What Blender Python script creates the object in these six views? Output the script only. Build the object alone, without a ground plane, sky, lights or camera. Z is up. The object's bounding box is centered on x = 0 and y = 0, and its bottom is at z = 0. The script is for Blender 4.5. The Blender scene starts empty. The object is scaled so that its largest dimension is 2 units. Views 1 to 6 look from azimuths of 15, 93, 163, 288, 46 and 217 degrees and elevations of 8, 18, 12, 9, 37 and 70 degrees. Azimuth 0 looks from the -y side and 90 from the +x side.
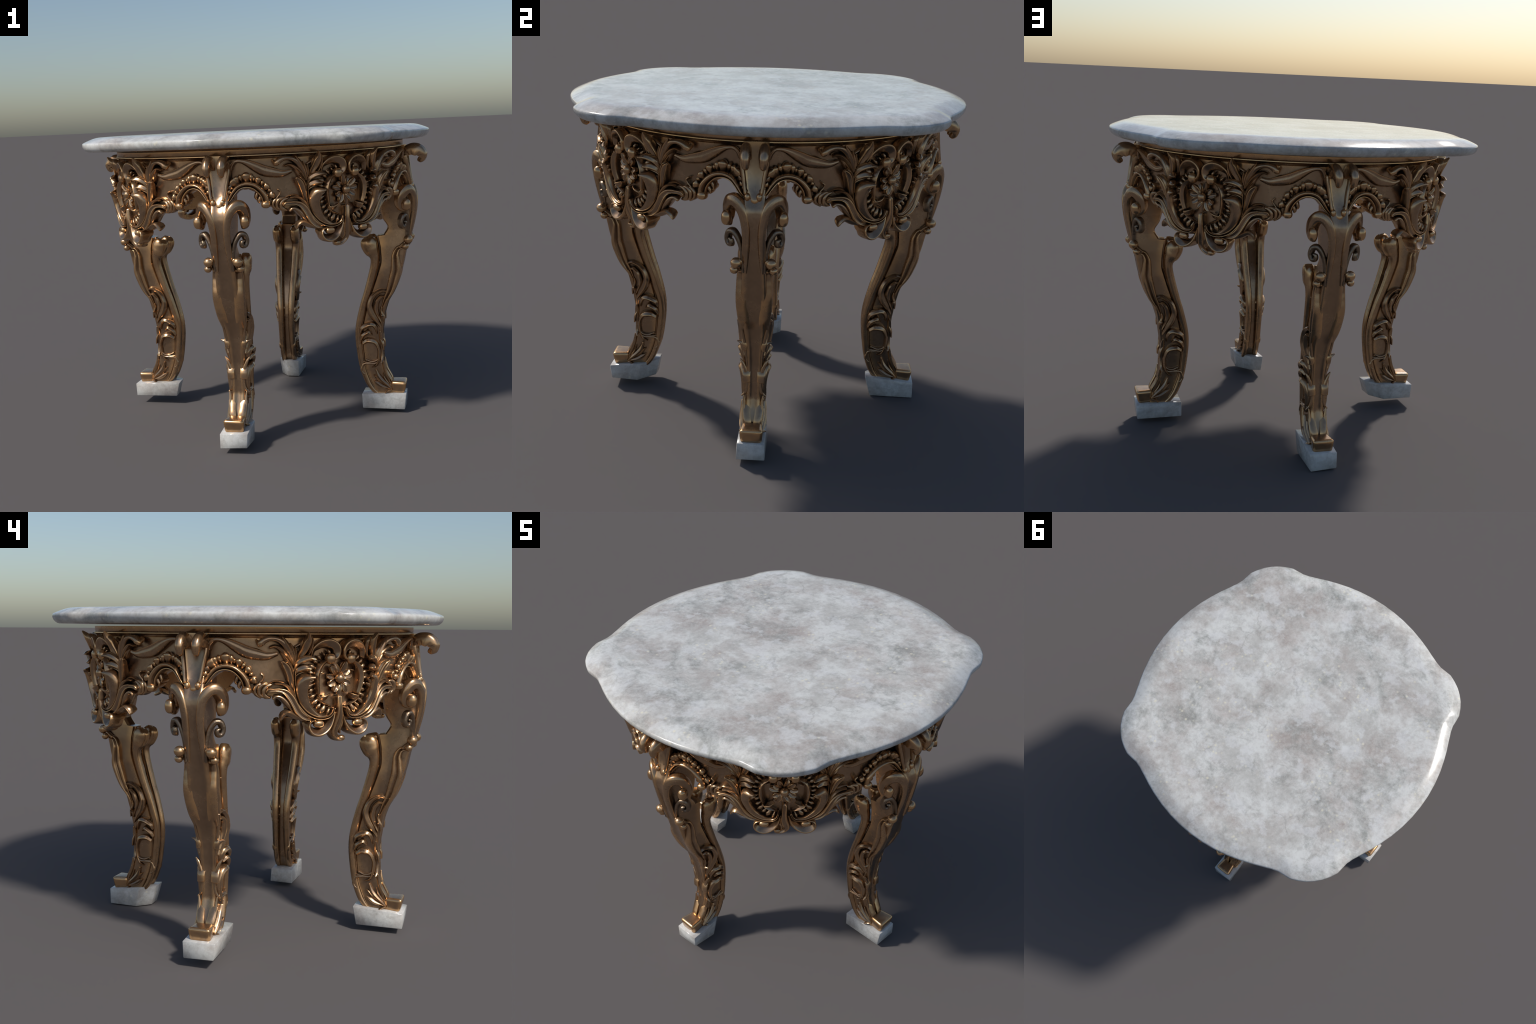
# Round marble-topped console table on four carved, gilded-bronze cabriole legs.
# The apron is a drum; its carving is laid out on the unrolled drum as strokes
# (arc length from the rosette axis, height, radius of the crest, width) and each
# stroke is swept with a carved cross-section.  One half panel is mirrored and
# turned four times.  Leg carving is swept on the leg's own side faces.
import bpy, bmesh, math, random
import numpy as np
from mathutils import Vector, Matrix

rng = random.Random(7)
PI = math.pi

# --------------------------------------------------------------------------
# materials
# --------------------------------------------------------------------------
def new_mat(name):
    m = bpy.data.materials.new(name)
    m.use_nodes = True
    nt = m.node_tree
    nt.nodes.clear()
    out = nt.nodes.new("ShaderNodeOutputMaterial")
    b = nt.nodes.new("ShaderNodeBsdfPrincipled")
    nt.links.new(b.outputs[0], out.inputs[0])
    return m, nt, b

def N(nt, kind, **kw):
    n = nt.nodes.new(kind)
    for k, v in kw.items():
        if k in n.inputs.keys():
            n.inputs[k].default_value = v
        else:
            setattr(n, k, v)
    return n

def ramp(nt, src, stops, interp="LINEAR"):
    r = nt.nodes.new("ShaderNodeValToRGB")
    r.color_ramp.interpolation = interp
    el = r.color_ramp.elements
    while len(el) < len(stops):
        el.new(0.5)
    for e, (p, c) in zip(el, stops):
        e.position = p
        e.color = (c, c, c, 1) if isinstance(c, (int, float)) else (*c, 1)
    nt.links.new(src, r.inputs[0])
    return r.outputs[0]

def mix(nt, fac, a, b, mode="MIX"):
    m = nt.nodes.new("ShaderNodeMix")
    m.data_type = "RGBA"
    m.blend_type = mode
    for sock, v in ((m.inputs[0], fac), (m.inputs[6], a), (m.inputs[7], b)):
        if hasattr(v, "is_linked"):
            nt.links.new(v, sock)
        elif isinstance(v, (int, float)):
            sock.default_value = v
        else:
            sock.default_value = (*v, 1)
    return m.outputs[2]

def math_node(nt, op, a, b=0.5):
    m = nt.nodes.new("ShaderNodeMath")
    m.operation = op
    for i, v in enumerate((a, b)):
        if hasattr(v, "is_linked"):
            nt.links.new(v, m.inputs[i])
        else:
            m.inputs[i].default_value = v
    return m.outputs[0]

def bronze(name, flat, gold, dark, rough=0.22, grain=0.0):
    """dull brown in the hollows and on flats, rubbed golden on crests, soft shade painted in where carving meets ground"""
    m, nt, b = new_mat(name)
    tc = N(nt, "ShaderNodeTexCoord")
    geo = N(nt, "ShaderNodeNewGeometry")
    n1 = N(nt, "ShaderNodeTexNoise", Scale=9.0, Detail=5.0, Roughness=0.6)
    n2 = N(nt, "ShaderNodeTexNoise", Scale=70.0, Detail=4.0, Roughness=0.6)
    n3 = N(nt, "ShaderNodeTexNoise", Scale=26.0, Detail=4.0, Roughness=0.55)
    for n in (n1, n2, n3):
        nt.links.new(tc.outputs["Object"], n.inputs["Vector"])
    occlusion = N(nt, "ShaderNodeAmbientOcclusion", Distance=0.022)
    occlusion.samples = 6
    big = ramp(nt, n1.outputs[0], [(0.36, 0.0), (0.66, 1.0)])
    base = mix(nt, big, tuple(c * 0.84 for c in flat), flat)
    fine = ramp(nt, n2.outputs[0], [(0.35, 0.0), (0.7, 1.0)])
    base = mix(nt, math_node(nt, "MULTIPLY", fine, 0.18), base, dark)
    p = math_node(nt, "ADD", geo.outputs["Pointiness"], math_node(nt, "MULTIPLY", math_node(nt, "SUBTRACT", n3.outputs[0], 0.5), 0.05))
    wear = ramp(nt, p, [(0.508, 0.0), (0.556, 1.0)])
    base = mix(nt, math_node(nt, "MULTIPLY", wear, 0.9), base, gold)
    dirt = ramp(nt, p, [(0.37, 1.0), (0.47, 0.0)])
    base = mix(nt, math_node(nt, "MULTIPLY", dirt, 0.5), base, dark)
    baked_shade = ramp(nt, occlusion.outputs["AO"], [(0.10, 1.0), (0.70, 0.0)])
    base = mix(nt, math_node(nt, "MULTIPLY", baked_shade, 0.62), base, dark)  # occlusion shadow around the carving darkened into the base colour
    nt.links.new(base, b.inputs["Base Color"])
    b.inputs["Metallic"].default_value = 0.92
    r = ramp(nt, n1.outputs[0], [(0.3, rough - 0.04), (0.7, rough + 0.08)])
    nt.links.new(r, b.inputs["Roughness"])
    bp = N(nt, "ShaderNodeBump", Strength=0.045 + grain, Distance=0.002 + 0.004 * grain)
    nt.links.new(n2.outputs[0], bp.inputs["Height"])
    nt.links.new(bp.outputs[0], b.inputs["Normal"])
    return m

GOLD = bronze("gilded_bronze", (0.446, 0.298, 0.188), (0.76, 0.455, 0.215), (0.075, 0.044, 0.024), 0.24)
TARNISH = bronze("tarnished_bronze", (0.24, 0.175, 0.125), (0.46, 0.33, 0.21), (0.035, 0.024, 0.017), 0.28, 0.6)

def marble(name, scale=1.0, bright=1.0):
    m, nt, b = new_mat(name)
    tc = N(nt, "ShaderNodeTexCoord")
    mp = N(nt, "ShaderNodeMapping")
    mp.inputs["Scale"].default_value = (scale, scale, scale)
    nt.links.new(tc.outputs["Object"], mp.inputs["Vector"])
    V = mp.outputs[0]
    def noise(sc, det, rough, dist=0.0, off=0.0):
        p = N(nt, "ShaderNodeMapping")
        p.inputs["Location"].default_value = (off, off * 0.7, off * 1.3)
        nt.links.new(V, p.inputs["Vector"])
        n = N(nt, "ShaderNodeTexNoise", Scale=sc, Detail=det, Roughness=rough, Distortion=dist)
        nt.links.new(p.outputs[0], n.inputs["Vector"])
        return n.outputs[0]
    light, mid = (0.620, 0.624, 0.598), (0.475, 0.468, 0.440)
    c = mix(nt, ramp(nt, noise(6.5, 10, 0.66, 0.15, 1.0), [(0.42, 0.0), (0.54, 1.0)]), mid, light)
    c = mix(nt, math_node(nt, "MULTIPLY", ramp(nt, noise(4.6, 10, 0.72, 0.2, 13.1), [(0.45, 0.0), (0.64, 1.0)]), 0.82), c, (0.350, 0.300, 0.268))
    c = mix(nt, math_node(nt, "MULTIPLY", ramp(nt, noise(7.0, 10, 0.74, 0.25, 7.3), [(0.51, 0.0), (0.66, 1.0)]), 0.85), c, (0.255, 0.262, 0.240))
    c = mix(nt, math_node(nt, "MULTIPLY", ramp(nt, noise(10.0, 7, 0.65, 0.1, 21.0), [(0.52, 0.0), (0.70, 1.0)]), 0.32), c, (0.54, 0.475, 0.44))
    # crisp pale pebbles and a fine sugary grain
    c = mix(nt, math_node(nt, "MULTIPLY", ramp(nt, noise(12.0, 8, 0.6, 0.1, 61.0), [(0.545, 0.0), (0.60, 1.0)]), 0.55), c, (0.62, 0.625, 0.62))
    c = mix(nt, math_node(nt, "MULTIPLY", ramp(nt, noise(55, 6, 0.75, 0.0, 3.0), [(0.46, 0.0), (0.66, 1.0)]), 0.26), c, (0.72, 0.72, 0.70))
    c = mix(nt, math_node(nt, "MULTIPLY", ramp(nt, noise(42, 6, 0.75, 0.0, 9.0), [(0.48, 0.0), (0.66, 1.0)]), 0.30), c, (0.25, 0.24, 0.225))
    # short broken veins along the edges of wobbly cells
    wob = N(nt, "ShaderNodeTexNoise", Scale=9.0, Detail=5.0, Roughness=0.6)
    nt.links.new(V, wob.inputs["Vector"])
    vadd = N(nt, "ShaderNodeMix", data_type="VECTOR")
    vadd.inputs[0].default_value = 0.12
    nt.links.new(V, vadd.inputs[4]); nt.links.new(wob.outputs["Color"], vadd.inputs[5])
    cell = N(nt, "ShaderNodeTexVoronoi", Scale=8.5, feature="DISTANCE_TO_EDGE")
    nt.links.new(vadd.outputs[1], cell.inputs["Vector"])
    vein = ramp(nt, cell.outputs["Distance"], [(0.0, 1.0), (0.035, 0.0)])
    patch = ramp(nt, noise(7.0, 4, 0.6, 0.0, 44.0), [(0.55, 0.0), (0.62, 1.0)])
    c = mix(nt, math_node(nt, "MULTIPLY", math_node(nt, "MULTIPLY", vein, patch), 0.30), c, (0.23, 0.225, 0.205))
    # small pale crystals
    vo = N(nt, "ShaderNodeTexVoronoi", Scale=48.0)
    nt.links.new(V, vo.inputs["Vector"])
    sp = ramp(nt, vo.outputs["Distance"], [(0.12, 1.0), (0.30, 0.0)])
    spm = ramp(nt, noise(9.0, 4, 0.6, 0.0, 52.0), [(0.53, 0.0), (0.62, 1.0)])
    c = mix(nt, math_node(nt, "MULTIPLY", math_node(nt, "MULTIPLY", sp, spm), 0.6), c, (0.72, 0.68, 0.53))
    if bright != 1.0:
        c = mix(nt, 1.0, c, (bright, bright, bright), "MULTIPLY")
    nt.links.new(c, b.inputs["Base Color"])
    b.inputs["Roughness"].default_value = 0.14
    b.inputs["IOR"].default_value = 1.45
    return m

MARBLE = marble("grey_white_marble", 0.60)
BLOCK = marble("block_marble", 0.6, 0.97)

# --------------------------------------------------------------------------
# mesh helpers
# --------------------------------------------------------------------------
def make_mesh(name, verts, faces, mat, angle=48):
    me = bpy.data.meshes.new(name)
    me.from_pydata([tuple(v) for v in verts], [], faces)
    me.validate()
    me.materials.append(mat)
    me.shade_smooth()
    me.set_sharp_from_angle(angle=math.radians(angle))
    me.update()
    return me

def add(name, me, parent, mtx=None):
    o = bpy.data.objects.new(name, me)
    bpy.context.scene.collection.objects.link(o)
    o.parent = parent
    if mtx is not None:
        o.matrix_basis = mtx
    return o

def spline(P, n):
    """Catmull-Rom through the rows of P, resampled evenly by chord of the first 3 columns"""
    P = np.asarray(P, float)
    if len(P) == 2:
        P = np.array([P[0], (P[0] + P[1]) / 2, P[1]])
    Q = np.vstack([2 * P[0] - P[1], P, 2 * P[-1] - P[-2]])
    out = []
    for i in range(1, len(Q) - 2):
        p0, p1, p2, p3 = Q[i - 1], Q[i], Q[i + 1], Q[i + 2]
        t = np.linspace(0, 1, 24, endpoint=False)[:, None]
        out.append(0.5 * (2 * p1 + (p2 - p0) * t + (2 * p0 - 5 * p1 + 4 * p2 - p3) * t ** 2 + (3 * p1 - p0 - 3 * p2 + p3) * t ** 3))
    out = np.vstack(out + [P[-1:]])
    d = np.concatenate([[0], np.cumsum(np.linalg.norm(np.diff(out[:, :3], axis=0), axis=1))])
    if n is None:
        n = int(min(70, max(10, d[-1] / 0.0055)))
    t = np.linspace(0, d[-1], n)
    return np.stack([np.interp(t, d, out[:, k]) for k in range(out.shape[1])], 1)

# carved cross-sections: (u across -1..1, relative height 0..1)
PROFILES = {
    "round":  [(-1, .05), (-.92, .42), (-.72, .74), (-.4, .94), (0, 1), (.4, .94), (.72, .74), (.92, .42), (1, .05)],
    "flat":   [(-1, .08), (-.95, .50), (-.82, .80), (-.5, .94), (0, 1), (.5, .94), (.82, .80), (.95, .50), (1, .08)],
    "fold":   [(-1, .08), (-.93, .45), (-.72, .70), (-.36, .83), (0, .97), (.13, 1), (.25, .92), (.55, .79), (.8, .60), (.95, .36), (1, .08)],
    "flute":  [(-1, .08), (-.94, .52), (-.80, .86), (-.64, .93), (-.42, .80), (-.2, .76), (.05, .84), (.34, .98), (.54, 1), (.75, .88), (.92, .52), (1, .08)],
    "band":   [(-1, .1), (-.96, .52), (-.82, .86), (-.52, 1), (-.2, .97), (.08, .80), (.20, .60), (.28, .58), (.45, .73), (.65, .73), (.86, .52), (1, .1)],
    "ramp":   [(-1, .08), (-.96, .55), (-.86, .88), (-.66, 1), (-.4, .98), (0, .82), (.4, .66), (.75, .54), (.94, .36), (1, .08)],
    "trough": [(-1, .1), (-.98, .80), (-.91, 1), (-.80, .96), (-.5, .70), (-.1, .52), (.3, .54), (.6, .68), (.82, .86), (.92, .84), (.98, .6), (1, .1)],
    "petal":  [(-1, .1), (-.98, .70), (-.90, 1), (-.72, .94), (-.35, .66), (0, .55), (.35, .66), (.72, .94), (.90, 1), (.98, .70), (1, .1)],
    "sheet":  [(-1, .1), (-.96, .62), (-.86, .96), (-.76, 1), (-.62, .88), (-.4, .86), (0, .92), (.35, .86), (.65, .66), (.88, .40), (.97, .22), (1, .08)],
    "cup":    [(-1, .08), (-.93, .44), (-.75, .70), (-.4, .89), (0, .98), (.3, 1), (.52, .95), (.70, .97), (.86, .86), (.96, .46), (1, .08)],
    "double": [(-1, .2), (-.96, .6), (-.78, .90), (-.5, .97), (-.22, .84), (-.06, .62), (.1, .72), (.4, .98), (.65, 1), (.86, .80), (.96, .5), (1, .2)],
    "ridge":  [(-1, .08), (-.96, .48), (-.84, .70), (-.4, .88), (0, 1), (.12, .98), (.5, .82), (.84, .60), (.96, .40), (1, .08)],
}

def section(kind):
    p = np.array(PROFILES[kind])
    u = np.concatenate([np.linspace(-1, 1, 17)])
    u = np.sign(u) * (1 - (1 - np.abs(u)) ** 1.25)
    return u, np.interp(u, p[:, 0], p[:, 1])

def sweep(P, Nn, W, H, kind, under=0.8, frame=None, flip=False):
    """closed carved strip. P crest line, Nn outward normals, W widths, H heights"""
    n = len(P)
    T = np.gradient(P, axis=0)
    T /= np.linalg.norm(T, axis=1)[:, None] + 1e-12
    if frame == "transport":
        Nv = np.zeros_like(P)
        v = Nn[0] - (Nn[0] @ T[0]) * T[0]
        v /= np.linalg.norm(v)
        Nv[0] = v
        for i in range(1, n):
            v = Nv[i - 1] - (Nv[i - 1] @ T[i]) * T[i]
            Nv[i] = v / np.linalg.norm(v)
    else:
        Nv = Nn - (Nn * T).sum(1)[:, None] * T
        Nv /= np.linalg.norm(Nv, axis=1)[:, None] + 1e-12
    B = np.cross(T, Nv)
    # rounded end caps
    rings = []
    un = np.broadcast_to(np.asarray(under, float), (n,))
    def ring(p, t, nv, b, w, h, d, k=1.0, adv=0.0):
        c = p - nv * h * 0.5 + t * adv
        rings.append((c, nv, b, w * k, h * k, d))
    for a in (86, 66, 42, 20):
        ring(P[0], -T[0], Nv[0], B[0], W[0], H[0], un[0], math.cos(math.radians(a)), 0.42 * W[0] * math.sin(math.radians(a)))
    for i in range(n):
        ring(P[i], T[i], Nv[i], B[i], W[i], H[i], un[i])
    for a in (20, 42, 66, 86):
        ring(P[-1], T[-1], Nv[-1], B[-1], W[-1], H[-1], un[-1], math.cos(math.radians(a)), 0.42 * W[-1] * math.sin(math.radians(a)))
    u, v = section(kind)
    uu = np.concatenate([u, [0.95, 0.6, 0.0, -0.6, -0.95]])
    low = np.array([.55, 1.0, 1.0, 1.0, .55])
    m = len(uu)
    V = []
    for c, nv, b, w, h, d in rings:
        vv = np.concatenate([v, -d * low])
        V.append(c + b * (uu * w * 0.5)[:, None] + nv * ((vv - 0.5) * h)[:, None])
    V = np.vstack(V)
    R = len(rings)
    F = []
    for i in range(R - 1):
        for j in range(m):
            k = (j + 1) % m
            F.append((i * m + j, i * m + k, (i + 1) * m + k, (i + 1) * m + j))
    F.append(tuple(range(m - 1, -1, -1)))
    F.append(tuple(range((R - 1) * m, R * m)))
    F = [f[::-1] for f in F] if not flip else F
    return V, F

def heights(W, h, p=0.75):
    wref = 0.62 * max(W)
    return h * np.minimum(1.0, np.maximum(W, 1e-4) / wref) ** p

R0 = 0.865          # radius on which arc lengths of the apron were laid out
SHIFT = 0.006

def on_drum(S, Z, R, side):
    a = side * S / R0
    return np.stack([R * np.cos(a), R * np.sin(a), Z], 1), np.stack([np.cos(a), np.sin(a), 0 * a], 1)

def drum_stroke(kind, h, pts, side, n=None):
    p = spline([(s - SHIFT, z, r, w) for s, z, r, w in pts], n)
    W = np.maximum(p[:, 3] * 1.10, 0.003)      # carver leaves the strokes full
    P, Nn = on_drum(p[:, 0], p[:, 1], p[:, 2], side)
    H = heights(W, h)
    # pieces lying on the drum are sunk into it, leaf tips that leave it grow thin
    under = np.clip((.893 - p[:, 2]) / .025, .05, .8)
    V, F = sweep(P, Nn, W, H, kind, under)
    # mirrored copy: same vertices reflected, faces turned
    return V, F

def ellipsoid(c, ax, rad, seg=16, rings=10, power=1.0):
    """c centre, ax three unit axes, rad radii"""
    V, F = [], []
    for i in range(rings + 1):
        t = PI * i / rings
        for j in range(seg):
            f = 2 * PI * j / seg
            d = (math.sin(t) * math.cos(f), math.sin(t) * math.sin(f), math.cos(t))
            d = [math.copysign(abs(x) ** power, x) for x in d]
            V.append(c + sum(ax[k] * rad[k] * d[k] for k in range(3)))
    for i in range(rings):
        for j in range(seg):
            k = (j + 1) % seg
            F.append((i * seg + j, (i + 1) * seg + j, (i + 1) * seg + k, i * seg + k))
    V, F = np.array(V), F
    return V, F

def tidy(V, F):
    """merge doubles at the poles, orient outward"""
    bm = bmesh.new()
    vs = [bm.verts.new(tuple(v)) for v in V]
    for f in F:
        try:
            bm.faces.new([vs[i] for i in f])
        except ValueError:
            pass
    bmesh.ops.remove_doubles(bm, verts=bm.verts, dist=1e-6)
    bmesh.ops.recalc_face_normals(bm, faces=bm.faces)
    bm.verts.index_update()
    v2 = [v.co.copy() for v in bm.verts]
    f2 = [tuple(v.index for v in f.verts) for f in bm.faces]
    bm.free()
    return v2, f2

# --------------------------------------------------------------------------
# root
# --------------------------------------------------------------------------
table = bpy.data.objects.new("side_table", None)
bpy.context.scene.collection.objects.link(table)
table["label"] = "round grey marble table on carved gilded bronze cabriole legs"
table["category"] = "ornate table"

# --------------------------------------------------------------------------
# marble top: outline r(phi) repeated every 90 degrees, a lobe on each diagonal
# --------------------------------------------------------------------------
LOBE = [(0, 1.0865), (2.5, 1.0845), (5.2, 1.076), (7.7, 1.0645), (9.6, 1.044), (11.6, 1.0235), (14, 1.012), (17.5, 1.0050), (24, 1.0010), (33, 1.0), (45, 0.9995)]
def outline(theta):
    ph = abs((math.degrees(theta) % 90) - 45)
    return float(np.interp(ph, [p for p, _ in LOBE], [r for _, r in LOBE]))

def build_top():
    # plan points follow the corner points of the lobes so the facets stay visible
    degs = []
    base = [-45, -40, -35, -30, -25, -21, -17.5, -15.5, -14, -12.6, -11.6, -10.6, -9.6, -8.6, -7.7, -7.0, -5.2, -3.8, -2.5, -1.2]
    half = base + [0] + [-b for b in base[::-1]][:-1]
    for q in range(4):
        degs += [q * 90 + 45 + h for h in half]
    th = [math.radians(d) for d in degs]
    rim = np.array([outline(t) for t in th])
    prof = [(-.20, 1.7055), (-.125, 1.7053), (-.100, 1.7046), (-.082, 1.7026), (-.062, 1.6980), (-.041, 1.6908), (-.020, 1.6825),
            (-.008, 1.6772), (-.003, 1.6742), (-.0008, 1.6710), (0.0, 1.6670), (0.0, 1.6600), (-.002, 1.6530), (-.0060, 1.6445), (-.013, 1.6370),
            (-.023, 1.6300), (-.033, 1.6272), (-.060, 1.6265), (-.20, 1.6265)]
    V, F, n = [], [], len(th)
    for dr, z in prof:
        for t, r in zip(th, rim):
            V.append(((r + dr) * math.cos(t), (r + dr) * math.sin(t), z))
    for i in range(len(prof) - 1):
        for j in range(n):
            k = (j + 1) % n
            F.append((i * n + j, (i + 1) * n + j, (i + 1) * n + k, i * n + k))
    rings = [0.6, 0.35, 0.12]
    for (base_i, zc) in ((0, 1.7055), (len(prof) - 1, 1.6265)):
        prev = [base_i * n + j for j in range(n)]
        for q in rings:
            cur = []
            for t, r in zip(th, rim):
                cur.append(len(V)); V.append(((r - .2) * q * math.cos(t), (r - .2) * q * math.sin(t), zc))
            for j in range(n):
                k = (j + 1) % n
                F.append((prev[j], prev[k], cur[k], cur[j]))
            prev = cur
        F.append(tuple(prev))
    V, F = tidy(V, F)
    return add("marble_top", make_mesh("marble_top", V, F, MARBLE, 60), table)
build_top()

# --------------------------------------------------------------------------
# apron: drum wall with a scalloped lower edge, moulding, carving
# --------------------------------------------------------------------------
TURN = math.radians(-0.4)
LOWER = [(0, 1.185), (.05, 1.19), (.10, 1.185), (.15, 1.188), (.19, 1.212), (.23, 1.24), (.262, 1.275), (.30, 1.302), (.34, 1.304),
         (.38, 1.308), (.415, 1.318), (.436, 1.334), (.455, 1.346), (.475, 1.376), (.50, 1.400), (.53, 1.413), (.557, 1.413), (.585, 1.402), (.61, 1.38),
         (.632, 1.352), (.66, 1.335), (.70, 1.335)]
def lower_edge(phi):
    s = abs(phi) * R0
    return float(np.interp(s, [a for a, _ in LOWER], [b for _, b in LOWER]))

def build_wall():
    n, V, F = 720, [], []
    levels = 14
    for j in range(n):
        az = 2 * PI * j / n
        ph = ((az - PI / 4) + PI / 4) % (PI / 2) - PI / 4
        zb = lower_edge(ph)
        col = []
        for i in range(levels):
            z = zb + (1.580 - zb) * i / (levels - 1)
            col.append((0.834, z))
        col[0] = (0.829, zb)
        col.insert(1, (0.834, zb + 0.005))
        col += [(0.79, 1.580), (0.79, zb + 0.004), (0.794, zb)]
        for r, z in col:
            V.append((r * math.cos(az), r * math.sin(az), z))
    m = levels + 4
    for j in range(n):
        k = (j + 1) % n
        for i in range(m):
            i2 = (i + 1) % m
            F.append((j * m + i, k * m + i, k * m + i2, j * m + i2))
    return V, F
V, F = tidy(*build_wall())
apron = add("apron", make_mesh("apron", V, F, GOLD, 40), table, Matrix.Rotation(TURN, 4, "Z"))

def lathe(prof, n=192):
    V, F, m = [], [], len(prof)
    for j in range(n):
        a = 2 * PI * j / n
        for r, z in prof:
            V.append((r * math.cos(a), r * math.sin(a), z))
    for j in range(n):
        k = (j + 1) % n
        for i in range(m):
            i2 = (i + 1) % m
            F.append((j * m + i, k * m + i, k * m + i2, j * m + i2))
    return tidy(V, F)
V, F = lathe([(.786, 1.6158), (.8455, 1.6158), (.847, 1.6143), (.8470, 1.5935), (.8450, 1.5905), (.8475, 1.5880), (.8505, 1.5860), (.8510, 1.5825),
              (.8490, 1.5800), (.8440, 1.5780), (.8405, 1.5740), (.8380, 1.5680), (.8330, 1.5640), (.786, 1.5640)])
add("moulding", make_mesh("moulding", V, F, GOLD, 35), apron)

PANELS = [(-3, 0), (-1, 1), (1, 0), (3, 1)]      # azimuth in 45 degree steps, which way the pendant curls
panel_rot = [Matrix.Rotation(k * PI / 4, 4, "Z") for k, _ in PANELS]

def place_pair(name, build, mat=GOLD, angle=48):
    """build(side) -> V, F on the panel whose rosette faces +x; placed left and right in all four panels"""
    for side in (-1, 1):
        V, F = build(side)
        V, F = tidy(V, F)
        me = make_mesh(name, V, F, mat, angle)
        for M in panel_rot:
            add(name, me, apron, M)

def carve(name, kind, h, pts, mat=GOLD):
    place_pair(name, lambda side: mirror(drum_stroke(kind, h, pts, -1), side), mat)

def mirror(VF, side):
    V, F = VF
    if side < 0:
        return V, F
    V = np.array(V).copy()
    V[:, 1] *= -1
    return V, [f[::-1] for f in F]

def knob(name, s, z, r, rad, mat=GOLD, power=1.0, axis=None):
    """rounded knob on the drum; rad = (along arc, along height, outward)"""
    def b(side):
        a = -(s - SHIFT) / R0
        nrm = np.array([math.cos(a), math.sin(a), 0]); tan = np.array([-math.sin(a), math.cos(a), 0]); up = np.array([0, 0, 1.0])
        t2, u2 = tan, up
        if axis is not None:
            ca, sa = math.cos(axis), math.sin(axis)
            t2 = tan * -ca + up * sa      # arc direction counts leftwards
            u2 = tan * sa + up * ca
        return mirror(ellipsoid(nrm * r + up * z, (t2, u2, nrm), rad, power=power), side)
    place_pair(name, b, mat)

# ---- carving of one half panel: (arc, height, crest radius, width) -----------------
carve("swag", "sheet", .026, [(.621, 1.513, .862, .016), (.613, 1.537, .868, .017), (.594, 1.556, .870, .016), (.564, 1.556, .870, .020), (.53, 1.544, .868, .034), (.49, 1.524, .864, .047), (.45, 1.505, .862, .053), (.40, 1.493, .862, .047), (.352, 1.486, .862, .034), (.311, 1.495, .858, .02)])
carve("acanthus_leaf", "flat", .036, [(.229, 1.444, .86, .012), (.246, 1.491, .868, .026), (.275, 1.534, .877, .027), (.30, 1.555, .885, .024), (.324, 1.563, .889, .021), (.349, 1.563, .892, .023), (.374, 1.552, .893, .029), (.384, 1.538, .892, .034), (.383, 1.530, .884, .032)])
carve("acanthus_leaf", "fold", .026, [(.233, 1.443, .858, .010), (.258, 1.485, .868, .022), (.282, 1.509, .874, .022), (.306, 1.525, .878, .018), (.326, 1.530, .880, .015), (.344, 1.524, .876, .014)])
carve("acanthus_leaf", "fold", .024, [(.236, 1.443, .855, .008), (.261, 1.467, .862, .018), (.28, 1.491, .862, .016), (.297, 1.507, .856, .01)])
carve("acanthus_leaf", "fold", .024, [(.227, 1.44, .86, .012), (.241, 1.484, .872, .026), (.257, 1.519, .880, .026), (.274, 1.547, .884, .022), (.289, 1.569, .884, .007)])
carve("acanthus_leaf", "fold", .024, [(.223, 1.443, .858, .012), (.23, 1.483, .868, .024), (.239, 1.513, .874, .022), (.251, 1.542, .876, .006)])
carve("acanthus_leaf", "fold", .022, [(.22, 1.451, .856, .01), (.22, 1.483, .862, .018), (.223, 1.507, .866, .016), (.228, 1.527, .866, .006)])
carve("upright_leaf", "flute", .030, [(.213, 1.455, .86, .014), (.202, 1.487, .872, .030), (.188, 1.517, .885, .037), (.18, 1.541, .897, .038), (.175, 1.562, .908, .024), (.181, 1.588, .918, .005)])
carve("upright_leaf", "fold", .026, [(.179, 1.475, .86, .012), (.162, 1.499, .87, .018), (.154, 1.525, .88, .02), (.153, 1.551, .888, .019), (.159, 1.571, .892, .01)])
carve("fillet", "round", .02, [(.229, 1.522, .845, .014), (.198, 1.54, .85, .015), (.167, 1.559, .845, .012)])
carve("volute", "ramp", .044, [(.145, 1.475, .858, .018), (.139, 1.507, .869, .028), (.122, 1.527, .877, .035), (.097, 1.541, .883, .040), (.066, 1.544, .887, .043), (.039, 1.532, .888, .040), (.028, 1.511, .887, .036), (.032, 1.488, .884, .032), (.047, 1.476, .878, .028)])
knob("volute_eye", .060, 1.474, .866, (.024, .025, .024), power=.85)
carve("ring_band", "ridge", .044, [(.078, 1.464, .876, .016), (.105, 1.446, .883, .026), (.119, 1.425, .886, .028), (.125, 1.403, .886, .027), (.126, 1.377, .885, .027), (.122, 1.347, .881, .025), (.113, 1.312, .873, .022)])
carve("ring_band", "ridge", .034, [(.114, 1.298, .870, .018), (.097, 1.279, .868, .018), (.073, 1.267, .864, .016), (.044, 1.257, .857, .006)])
carve("ring_curl", "ramp", .038, [(.119, 1.313, .868, .012), (.113, 1.297, .878, .022), (.097, 1.295, .884, .026), (.076, 1.302, .884, .024), (.054, 1.317, .872, .008)])
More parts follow.
